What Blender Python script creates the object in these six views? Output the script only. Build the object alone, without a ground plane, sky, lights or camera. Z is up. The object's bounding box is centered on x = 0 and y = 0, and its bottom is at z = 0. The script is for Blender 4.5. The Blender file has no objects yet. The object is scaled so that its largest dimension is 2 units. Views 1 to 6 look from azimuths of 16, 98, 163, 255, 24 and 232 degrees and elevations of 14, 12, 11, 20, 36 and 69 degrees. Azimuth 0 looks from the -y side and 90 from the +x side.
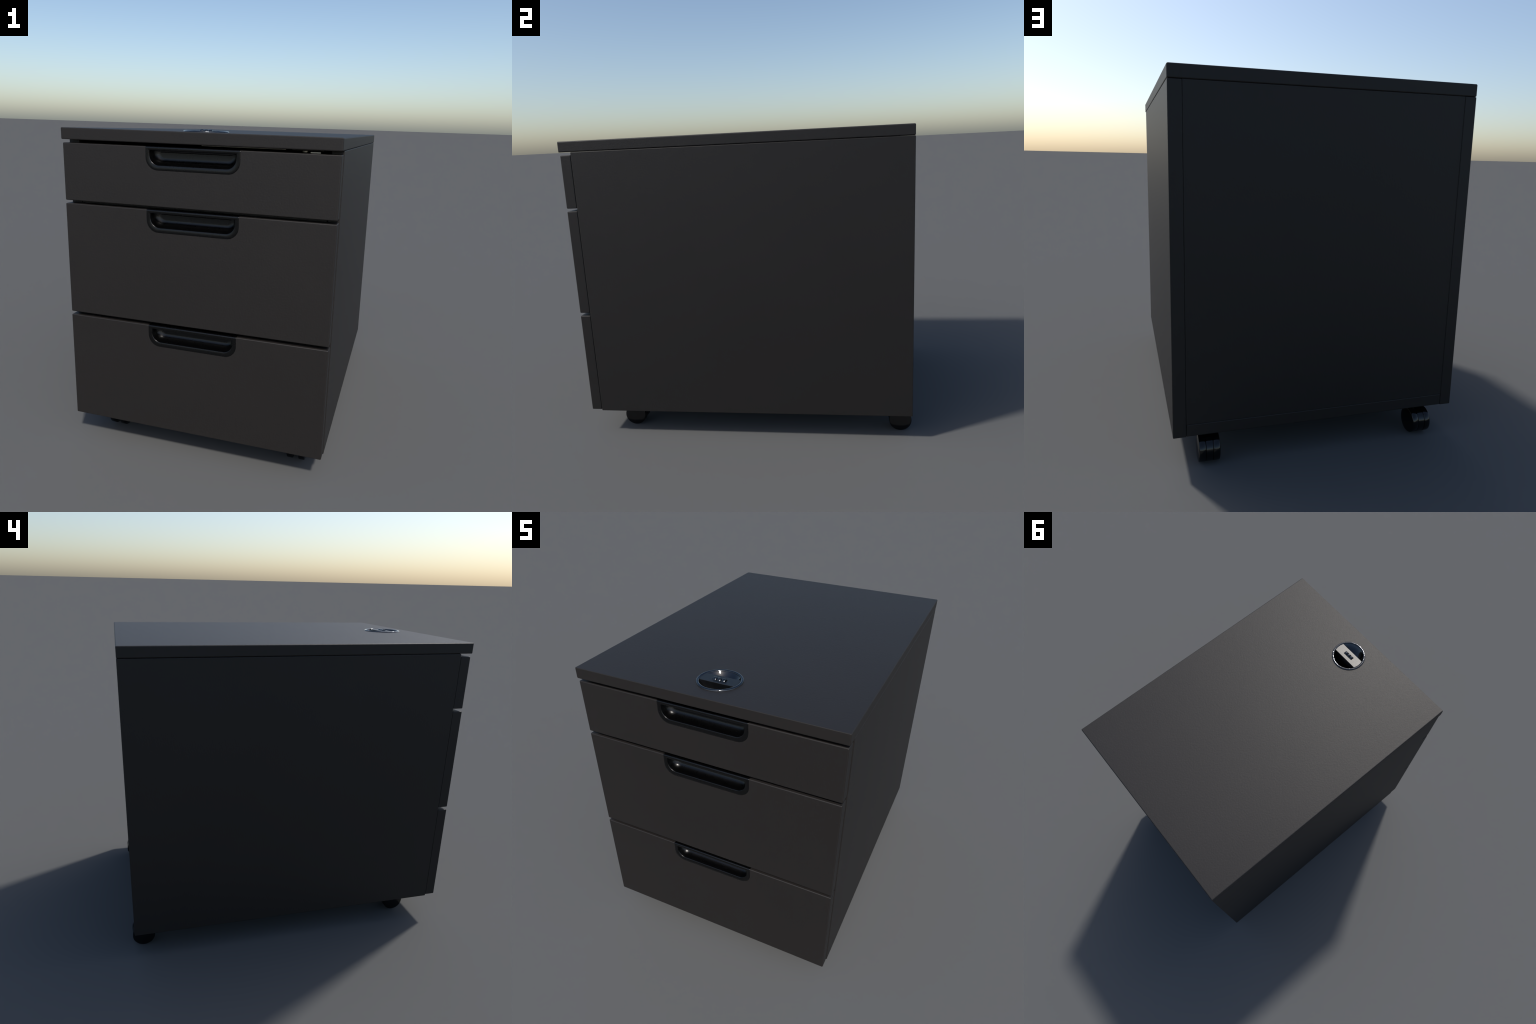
import bpy, bmesh, math
from mathutils import Vector, Matrix

# ------------------------------------------------------------------ sizes (metres)
HALF_W = 0.7428           # cabinet half width
FRONT, BACK = -1.0, 0.989 # top panel edges along y
TOP_Z0, TOP_Z1 = 1.770, 1.8305
SIDE_Z0, SIDE_Z1 = 0.160, 1.7695
PANEL_T = 0.062           # side / bottom board thickness
SIDE_FRONT = -0.928
DRAWER_FRONT, DRAWER_BACK = -0.9935, -0.9295
DRAWER_HALF = 0.7395
DRAWERS = ((0.166, 0.789), (0.807, 1.430), (1.4465, 1.7525))   # bottom, top of each front
LOCK_Y, LOCK_R = -0.800, 0.1195
LOCK_TOP = 1.837
CASTER_R = 0.067
CASTER_X = 0.571
CASTER_Y = (-0.762, 0.933)


# ------------------------------------------------------------------ materials
def new_material(name):
    m = bpy.data.materials.new(name)
    m.use_nodes = True
    nt = m.node_tree
    return m, nt, nt.nodes["Principled BSDF"]


def node(nt, kind, **inputs):
    n = nt.nodes.new(kind)
    for k, v in inputs.items():
        n.inputs[k.replace("_", " ")].default_value = v
    return n


def coated_board():
    """Charcoal foil on particle board: dark, satin, with a fine pebble grain."""
    m, nt, b = new_material("charcoal_foil")
    co = nt.nodes.new("ShaderNodeTexCoord")
    fine = node(nt, "ShaderNodeTexNoise", Scale=110.0, Detail=3.0, Roughness=0.6)
    nt.links.new(co.outputs["Object"], fine.inputs["Vector"])
    broad = node(nt, "ShaderNodeTexNoise", Scale=2.2, Detail=3.0, Roughness=0.5)
    nt.links.new(co.outputs["Object"], broad.inputs["Vector"])
    ramp = nt.nodes.new("ShaderNodeValToRGB")
    ramp.color_ramp.elements[0].position = 0.3
    ramp.color_ramp.elements[0].color = (0.0128, 0.0108, 0.0099, 1)
    ramp.color_ramp.elements[1].position = 0.7
    ramp.color_ramp.elements[1].color = (0.0153, 0.0130, 0.0119, 1)
    mixv = nt.nodes.new("ShaderNodeMath")
    mixv.operation = "MULTIPLY_ADD"
    mixv.inputs[1].default_value = 0.55
    nt.links.new(fine.outputs["Fac"], mixv.inputs[0])
    half = nt.nodes.new("ShaderNodeMath")
    half.operation = "MULTIPLY"
    half.inputs[1].default_value = 0.45
    nt.links.new(broad.outputs["Fac"], half.inputs[0])
    nt.links.new(half.outputs[0], mixv.inputs[2])
    nt.links.new(mixv.outputs[0], ramp.inputs["Fac"])
    nt.links.new(ramp.outputs["Color"], b.inputs["Base Color"])
    rr = nt.nodes.new("ShaderNodeMapRange")
    rr.inputs["To Min"].default_value = 0.505
    rr.inputs["To Max"].default_value = 0.585
    nt.links.new(fine.outputs["Fac"], rr.inputs["Value"])
    nt.links.new(rr.outputs["Result"], b.inputs["Roughness"])
    b.inputs["Specular IOR Level"].default_value = 0.38
    bump = node(nt, "ShaderNodeBump", Strength=0.26, Distance=0.002)
    nt.links.new(fine.outputs["Fac"], bump.inputs["Height"])
    nt.links.new(bump.outputs["Normal"], b.inputs["Normal"])
    return m


def plastic(name, colour, rough, specular=0.5, grain=0.0):
    m, nt, b = new_material(name)
    co = nt.nodes.new("ShaderNodeTexCoord")
    n = node(nt, "ShaderNodeTexNoise", Scale=60.0, Detail=2.0)
    nt.links.new(co.outputs["Object"], n.inputs["Vector"])
    rr = nt.nodes.new("ShaderNodeMapRange")
    rr.inputs["To Min"].default_value = rough * 0.92
    rr.inputs["To Max"].default_value = rough * 1.08
    nt.links.new(n.outputs["Fac"], rr.inputs["Value"])
    nt.links.new(rr.outputs["Result"], b.inputs["Roughness"])
    b.inputs["Base Color"].default_value = (*colour, 1)
    b.inputs["Specular IOR Level"].default_value = specular
    if grain:
        bump = node(nt, "ShaderNodeBump", Strength=grain, Distance=0.001)
        nt.links.new(n.outputs["Fac"], bump.inputs["Height"])
        nt.links.new(bump.outputs["Normal"], b.inputs["Normal"])
    return m


def metal(name, colour, rough, brushed=False, dents=0.0):
    m, nt, b = new_material(name)
    b.inputs["Metallic"].default_value = 1.0
    co = nt.nodes.new("ShaderNodeTexCoord")
    mp = nt.nodes.new("ShaderNodeMapping")
    mp.inputs["Scale"].default_value = (25, 700, 25) if brushed else (60, 60, 60)
    nt.links.new(co.outputs["Object"], mp.inputs["Vector"])
    n = node(nt, "ShaderNodeTexNoise", Scale=1.0, Detail=3.0)
    nt.links.new(mp.outputs["Vector"], n.inputs["Vector"])
    ramp = nt.nodes.new("ShaderNodeValToRGB")
    lo, hi = (0.65, 1.30) if brushed else (0.95, 1.05)
    ramp.color_ramp.elements[0].color = (*[min(c * lo, 1) for c in colour], 1)
    ramp.color_ramp.elements[1].color = (*[min(c * hi, 1) for c in colour], 1)
    nt.links.new(n.outputs["Fac"], ramp.inputs["Fac"])
    nt.links.new(ramp.outputs["Color"], b.inputs["Base Color"])
    b.inputs["Roughness"].default_value = rough
    if dents:
        bump = node(nt, "ShaderNodeBump", Strength=dents, Distance=0.002)
        nt.links.new(n.outputs["Fac"], bump.inputs["Height"])
        nt.links.new(bump.outputs["Normal"], b.inputs["Normal"])
    return m


BOARD = coated_board()
HANDLE = plastic("black_handle_plastic", (0.0008, 0.0008, 0.0009), 0.28, specular=0.42)
WHEEL = plastic("black_wheel_plastic", (0.0035, 0.0035, 0.0037), 0.14)
CHROME = metal("dented_chrome", (0.085, 0.088, 0.092), 0.09, dents=0.5)
BOWL = metal("dark_chrome", (0.070, 0.073, 0.078), 0.055)
BRUSHED = metal("brushed_steel", (0.066, 0.066, 0.066), 0.42, brushed=True)
ZINC = metal("zinc_plated_steel", (0.48, 0.46, 0.42), 0.38)
BOX_STEEL = metal("painted_drawer_steel", (0.06, 0.06, 0.06), 0.5)

# ------------------------------------------------------------------ building helpers
ROOT = bpy.data.objects.new("drawer_cabinet", None)
ROOT.empty_display_size = 0.2
bpy.context.scene.collection.objects.link(ROOT)
ROOT["label"] = "charcoal three drawer office cabinet on casters with combination lock"
ROOT["category"] = "drawer unit"


def add_object(name, bm, material, parent=None, smooth=True, bevel=0.0, segments=3, angle=35, weighted=False):
    bmesh.ops.recalc_face_normals(bm, faces=bm.faces)
    me = bpy.data.meshes.new(name)
    bm.to_mesh(me)
    bm.free()
    me.materials.append(material)
    me.polygons.foreach_set("use_smooth", [smooth] * len(me.polygons))
    o = bpy.data.objects.new(name, me)
    bpy.context.scene.collection.objects.link(o)
    o.parent = parent or ROOT
    if smooth and not bevel:
        me.set_sharp_from_angle(angle=math.radians(angle))
    if bevel:
        md = o.modifiers.new("edge_rounding", "BEVEL")
        md.width = bevel
        md.segments = segments
        md.limit_method = "WEIGHT" if weighted else "ANGLE"
        md.angle_limit = math.radians(40)
        md.harden_normals = True
    return o


def box_bm(x0, x1, y0, y1, z0, z1, bm=None):
    bm = bm or bmesh.new()
    bmesh.ops.create_cube(bm, size=1.0, matrix=Matrix.LocRotScale(
        Vector(((x0 + x1) / 2, (y0 + y1) / 2, (z0 + z1) / 2)), None,
        Vector((x1 - x0, y1 - y0, z1 - z0))))
    return bm


def loft(rings, bm=None, closed=True, cap_first=True, cap_last=True):
    bm = bm or bmesh.new()
    vs = [[bm.verts.new(p) for p in ring] for ring in rings]
    n = len(vs[0])
    for a, b in zip(vs, vs[1:]):
        for i in range(n if closed else n - 1):
            j = (i + 1) % n
            bm.faces.new((a[i], a[j], b[j], b[i]))
    if cap_first:
        bm.faces.new(vs[0])
    if cap_last:
        bm.faces.new(vs[-1])
    return bm


def lathe(profile, axis, centre, steps=64, bm=None, cap=True):
    """profile: (radius, offset along the axis); axis 'X' or 'Z'."""
    rings = []
    for r, h in profile:
        ring = []
        for i in range(steps):
            a = 2 * math.pi * i / steps
            c, s = r * math.cos(a), r * math.sin(a)
            p = (h, c, s) if axis == "X" else (c, s, h)
            ring.append(Vector(p) + Vector(centre))
        rings.append(ring)
    return loft(rings, bm, cap_first=cap, cap_last=cap)


def cut(o, cutter):
    md = o.modifiers.new("cut_out", "BOOLEAN")
    md.object = cutter
    md.operation = "DIFFERENCE"
    md.solver = "EXACT"
    if len(o.modifiers) > 1:                    # cut before the edges are rounded
        o.modifiers.move(len(o.modifiers) - 1, 0)
    bpy.context.view_layer.update()
    dg = bpy.context.evaluated_depsgraph_get()
    me = bpy.data.meshes.new_from_object(o.evaluated_get(dg), preserve_all_data_layers=True, depsgraph=dg)
    o.modifiers.clear()
    o.data = me
    bpy.data.objects.remove(cutter)


def cup_outline(half_w, z_top, z_bot, r_bot, r_top, y):
    """Wide D shape in the x-z plane: small radii on top, large ones below."""
    pts = []
    corners = ((half_w - r_bot, z_bot + r_bot, r_bot, -90), (half_w - r_top, z_top - r_top, r_top, 0),
               (-half_w + r_top, z_top - r_top, r_top, 90), (-half_w + r_bot, z_bot + r_bot, r_bot, 180))
    for cx, cz, r, a0 in corners:
        for k in range(13):
            a = math.radians(a0 + 90 * k / 12)
            pts.append((cx + r * math.cos(a), y, cz + r * math.sin(a)))
    return pts


# ------------------------------------------------------------------ carcass
top = add_object("top_panel", box_bm(-HALF_W - 0.001, HALF_W + 0.001, FRONT, BACK, TOP_Z0, TOP_Z1), BOARD, bevel=0.0064, segments=4)
hole = add_object("hole_cutter", lathe([(0.110, 1.70), (0.110, 1.90)], "Z", (0, LOCK_Y, 0), 64), BOARD)
cut(top, hole)

side_bm = box_bm(HALF_W - PANEL_T, HALF_W, SIDE_FRONT, BACK, SIDE_Z0, SIDE_Z1)
add_object("side_panel", side_bm, BOARD, bevel=0.0042)
side_bm = box_bm(-HALF_W, -HALF_W + PANEL_T, SIDE_FRONT, BACK, SIDE_Z0, SIDE_Z1)
add_object("side_panel", side_bm, BOARD, bevel=0.0042)
inner = HALF_W - PANEL_T - 0.0005
add_object("bottom_panel", box_bm(-inner, inner, SIDE_FRONT + 0.004, BACK - 0.001, SIDE_Z0 + 0.002, SIDE_Z0 + 0.061), BOARD, bevel=0.004)
add_object("back_panel", box_bm(-inner, inner, BACK - 0.035, BACK - 0.0025, SIDE_Z0 + 0.0615, SIDE_Z1), BOARD, bevel=0.001)

# ------------------------------------------------------------------ drawers
NOTCH = dict(half_w=0.2530, depth=0.1190, radius=0.0645)


def drawer_front_bm(z0, z1):
    """Flat front with a rounded notch in its top edge that takes the handle cup."""
    w, d, r = NOTCH["half_w"], NOTCH["depth"], NOTCH["radius"]
    out = [(-DRAWER_HALF, z0), (DRAWER_HALF, z0), (DRAWER_HALF, z1), (w, z1)]
    for k in range(13):
        a = math.radians(0 - 90 * k / 12)
        out.append((w - r + r * math.cos(a), z1 - d + r + r * math.sin(a)))
    for k in range(13):
        a = math.radians(-90 - 90 * k / 12)
        out.append((-w + r + r * math.cos(a), z1 - d + r + r * math.sin(a)))
    out.append((-w, z1))
    out.append((-DRAWER_HALF, z1))
    bm = loft([[(x, DRAWER_FRONT, z) for x, z in out], [(x, DRAWER_BACK, z) for x, z in out]])
    weight = bm.edges.layers.float.new("bevel_weight_edge")
    for e in bm.edges:                       # the rim round the handle stays crisp
        a, b = (v.co for v in e.verts)
        in_notch = all(abs(p.x) < w + 1e-4 for p in (a, b))
        e[weight] = 0.0 if in_notch else 1.0
        e.smooth = not in_notch
    return bm


def handle_bm(z1):
    """Recessed finger cup: flat black flange, mouth, scooped inside."""
    zt, f = z1 + 0.001, DRAWER_FRONT
    R = lambda w, t, b, rb, rt, y: cup_outline(w, zt - t, zt - b, rb, rt, y)
    rings = [
        R(0.2533, 0.000, 0.1193, 0.065, 0.003, DRAWER_BACK - 0.0015),
        R(0.2533, 0.000, 0.1193, 0.065, 0.003, f + 0.0050),
        R(0.2532, 0.0012, 0.1192, 0.065, 0.003, f + 0.0020),
        R(0.2530, 0.0035, 0.1190, 0.0645, 0.003, f - 0.0004),
        R(0.2515, 0.0060, 0.1165, 0.063, 0.003, f - 0.0012),
        R(0.2480, 0.0090, 0.1120, 0.060, 0.003, f - 0.0015),
        R(0.2345, 0.0165, 0.0965, 0.053, 0.004, f - 0.0012),
        R(0.2325, 0.0180, 0.0948, 0.052, 0.004, f - 0.0002),
        R(0.2315, 0.0188, 0.0940, 0.051, 0.004, f + 0.002),
        R(0.2300, 0.0190, 0.0925, 0.050, 0.005, f + 0.010),
    ]
    # scoop: the lower wall rolls round into the back wall
    for k in range(1, 9):
        a = math.radians(90 * k / 8)
        s, c = math.sin(a), 1 - math.cos(a)
        rings.append(R(0.2300 - 0.034 * c, 0.0190 + 0.004 * c, 0.0925 - 0.033 * c,
                       0.050 - 0.020 * c, 0.005 + 0.004 * c, f + 0.010 + 0.046 * s))
    return loft(rings)


def drawer_box_bm(z0, z1):
    """Steel tray behind the front: two sides, floor and rear wall."""
    h0, h1 = z0 + 0.05, z1 - 0.11
    if h1 - h0 > 0.30:
        h1 = h0 + 0.30
    y0, y1 = DRAWER_BACK + 0.001, 0.86
    bm = box_bm(-0.625, -0.613, y0, y1, h0, h1)
    box_bm(0.613, 0.625, y0, y1, h0, h1, bm)
    box_bm(-0.612, 0.612, y0, y1, h0 + 0.004, h0 + 0.014, bm)
    box_bm(-0.612, 0.612, y1 - 0.012, y1 - 0.001, h0 + 0.015, h1 - 0.002, bm)
    return bm


for z0, z1 in DRAWERS:
    front = add_object("drawer", drawer_front_bm(z0, z1), BOARD, bevel=0.0055, weighted=True)
    add_object("handle", handle_bm(z1), HANDLE, parent=front, angle=50)
    add_object("drawer_box", drawer_box_bm(z0, z1), BOX_STEEL, parent=front, smooth=False)
    for s in (-1, 1):
        zs = z0 + 0.05
        xs = sorted((s * 0.6265, s * 0.678))
        rail = box_bm(*xs, SIDE_FRONT + 0.02, 0.80, zs, zs + 0.042)
        add_object("drawer_slide", rail, ZINC, bevel=0.003, segments=1)

# cross rails that close the slots between the drawers
for lower, upper in zip(DRAWERS, DRAWERS[1:]):
    add_object("cross_rail", box_bm(-inner + 0.001, inner - 0.001, SIDE_FRONT + 0.001, SIDE_FRONT + 0.030,
                                    lower[1] - 0.020, upper[0] + 0.020), BOARD, bevel=0.002, segments=1)

# lock linkage seen through the slot under the top panel
link = box_bm(0.015, 0.455, -0.905, -0.893, 1.7618, 1.7648)
add_object("lock_rod", link, ZINC, bevel=0.001, segments=1)
add_object("lock_latch", box_bm(0.580, 0.630, -0.925, -0.840, 1.7495, 1.7590), ZINC, bevel=0.002, segments=2)
bm = box_bm(0.480, 0.640, -0.880, -0.800, 1.7596, 1.7690)
add_object("latch_plate", bm, BOX_STEEL, bevel=0.002, segments=1)
bm = lathe([(0.005, 1.7500), (0.016, 1.7505), (0.018, 1.753), (0.018, 1.7594)], "Z", (0.546, -0.862, 0), 24)
add_object("latch_screw", bm, ZINC)

# ------------------------------------------------------------------ combination lock
T = LOCK_TOP
ring_profile = [(LOCK_R - 0.004, TOP_Z1 - 0.004), (LOCK_R, TOP_Z1 + 0.0005), (LOCK_R - 0.0005, TOP_Z1 + 0.002)]
for k in range(9):
    a = math.radians(10 + 160 * k / 8)
    ring_profile.append((0.1115 + 0.0075 * math.cos(a), T - 0.0050 + 0.0050 * math.sin(a)))
ring_profile += [(0.1035, T - 0.006), (0.1035, T - 0.008), (0.1085, T - 0.009), (0.1085, TOP_Z1 - 0.005)]
bm = lathe(ring_profile + [ring_profile[0]], "Z", (0, LOCK_Y, 0), 96, cap=False)
bmesh.ops.remove_doubles(bm, verts=bm.verts, dist=1e-5)
lock = add_object("combination_lock", bm, CHROME, angle=60)

bowl_profile = [(0.1055, T - 0.0085)]
for k in range(17):                           # dished finger bowl
    r = 0.1036 * (1 - 0.97 * k / 16)
    bowl_profile.append((r, T - 0.0065 - 0.049 * (1 - (r / 0.1036) ** 3.0)))
bowl_profile += [(0.004, T - 0.061), (0.060, T - 0.061), (0.1055, T - 0.030)]
bm = lathe(bowl_profile + [bowl_profile[0]], "Z", (0, LOCK_Y, 0), 96, cap=False)
bmesh.ops.remove_doubles(bm, verts=bm.verts, dist=1e-5)
add_object("finger_bowl", bm, BOWL, parent=lock, angle=60)

# turning bar across the bowl, brushed, with a slot for the number dials
hw, Rb = 0.0375, 0.1038
end = math.asin(hw / Rb)
outline = [(Rb * math.cos(-end + 2 * end * k / 10), LOCK_Y + Rb * math.sin(-end + 2 * end * k / 10)) for k in range(11)]
outline += [(-x, 2 * LOCK_Y - y) for x, y in outline]
bm = loft([[(x, y, T - 0.053) for x, y in outline], [(x, y, T - 0.0025) for x, y in outline]])
bar = add_object("turning_bar", bm, BRUSHED, parent=lock, bevel=0.0018, segments=3)
slot = add_object("slot_cutter", box_bm(-0.0375, 0.0375, LOCK_Y - 0.0140, LOCK_Y + 0.0120, T - 0.012, T + 0.02), BRUSHED)
cut(bar, slot)


def dial_bm():
    """Number wheel: ten flats with grooves between, axis along x."""
    rings = []
    for x, shrink in ((-0.0100, 0.0022), (-0.0085, 0.0), (0.0085, 0.0), (0.0100, 0.0022)):
        ring = []
        for i in range(40):
            r = (0.0150 if i % 4 else 0.0145) - shrink
            a = 2 * math.pi * i / 40
            ring.append((x, r * math.cos(a), r * math.sin(a)))
        rings.append(ring)
    return loft(rings)


dial = add_object("number_dial", dial_bm(), CHROME, parent=lock, angle=60)
for k, turn in ((0, 0.1), (1, 0.32), (2, -0.12)):
    d = dial if k == 0 else dial.copy()
    if k:
        bpy.context.scene.collection.objects.link(d)
    d.location = ((k - 1) * 0.0242, LOCK_Y - 0.001, T - 0.0085)
    d.rotation_euler = (turn, 0, 0)

# ------------------------------------------------------------------ casters
def wheel_bm():
    w, r = 0.0168, CASTER_R
    prof = [(0.010, -w), (r - 0.0012, -w), (r, -w + 0.0014), (r, w - 0.005),
            (r - 0.002, w - 0.002), (r - 0.007, w - 0.0006), (r * 0.55, w + 0.0012), (0.006, w + 0.0018)]
    return lathe(prof, "X", (0, 0, 0), 64)


def hood_bm():
    """Middle guard: wraps the wheels over the top and down the rear, with a stem."""
    bm = bmesh.new()
    w, r1, r0 = 0.0168, CASTER_R - 0.0008, CASTER_R - 0.022
    a0, a1, steps = math.radians(135), math.radians(-72), 44   # 0 = rear (+y), 90 = up
    rings = []
    for i in range(steps + 1):
        a = a0 + (a1 - a0) * i / steps
        c, s = math.cos(a), math.sin(a)
        rings.append([(-w, r0 * c, r0 * s), (-w, (r1 - .0006) * c, (r1 - .0006) * s), (-w + .0006, r1 * c, r1 * s),
                      (w - .0006, r1 * c, r1 * s), (w, (r1 - .0006) * c, (r1 - .0006) * s), (w, r0 * c, r0 * s)])
    loft(rings, bm)
    lathe([(0.008, -0.036), (0.008, 0.036)], "X", (0, 0, 0), 20, bm)                 # axle
    box_bm(-w + 0.001, w - 0.001, -0.012, 0.050, -0.014, 0.014, bm)                  # web
    lathe([(0.013, 0.050), (0.013, 0.100)], "Z", (0, -0.014, 0), 24, bm)             # stem
    lathe([(0.034, 0.0905), (0.034, 0.0960)], "Z", (0, -0.014, 0), 32, bm)           # mounting plate
    return bm


caster = add_object("caster", hood_bm(), WHEEL, angle=40)
wheel = add_object("wheel", wheel_bm(), WHEEL, parent=caster, angle=50)
first = True
for y in CASTER_Y:
    for sx in (-1, 1):
        c = caster if first else caster.copy()
        if not first:
            bpy.context.scene.collection.objects.link(c)
        c.location = (sx * CASTER_X, y, CASTER_R)
        for side in (-1, 1):
            w = wheel if first else wheel.copy()
            if not first:
                bpy.context.scene.collection.objects.link(w)
            w.parent = c
            w.location = (side * 0.0355, 0, 0)
            w.rotation_euler = (0, 0, 0 if side > 0 else math.pi)
            first = False
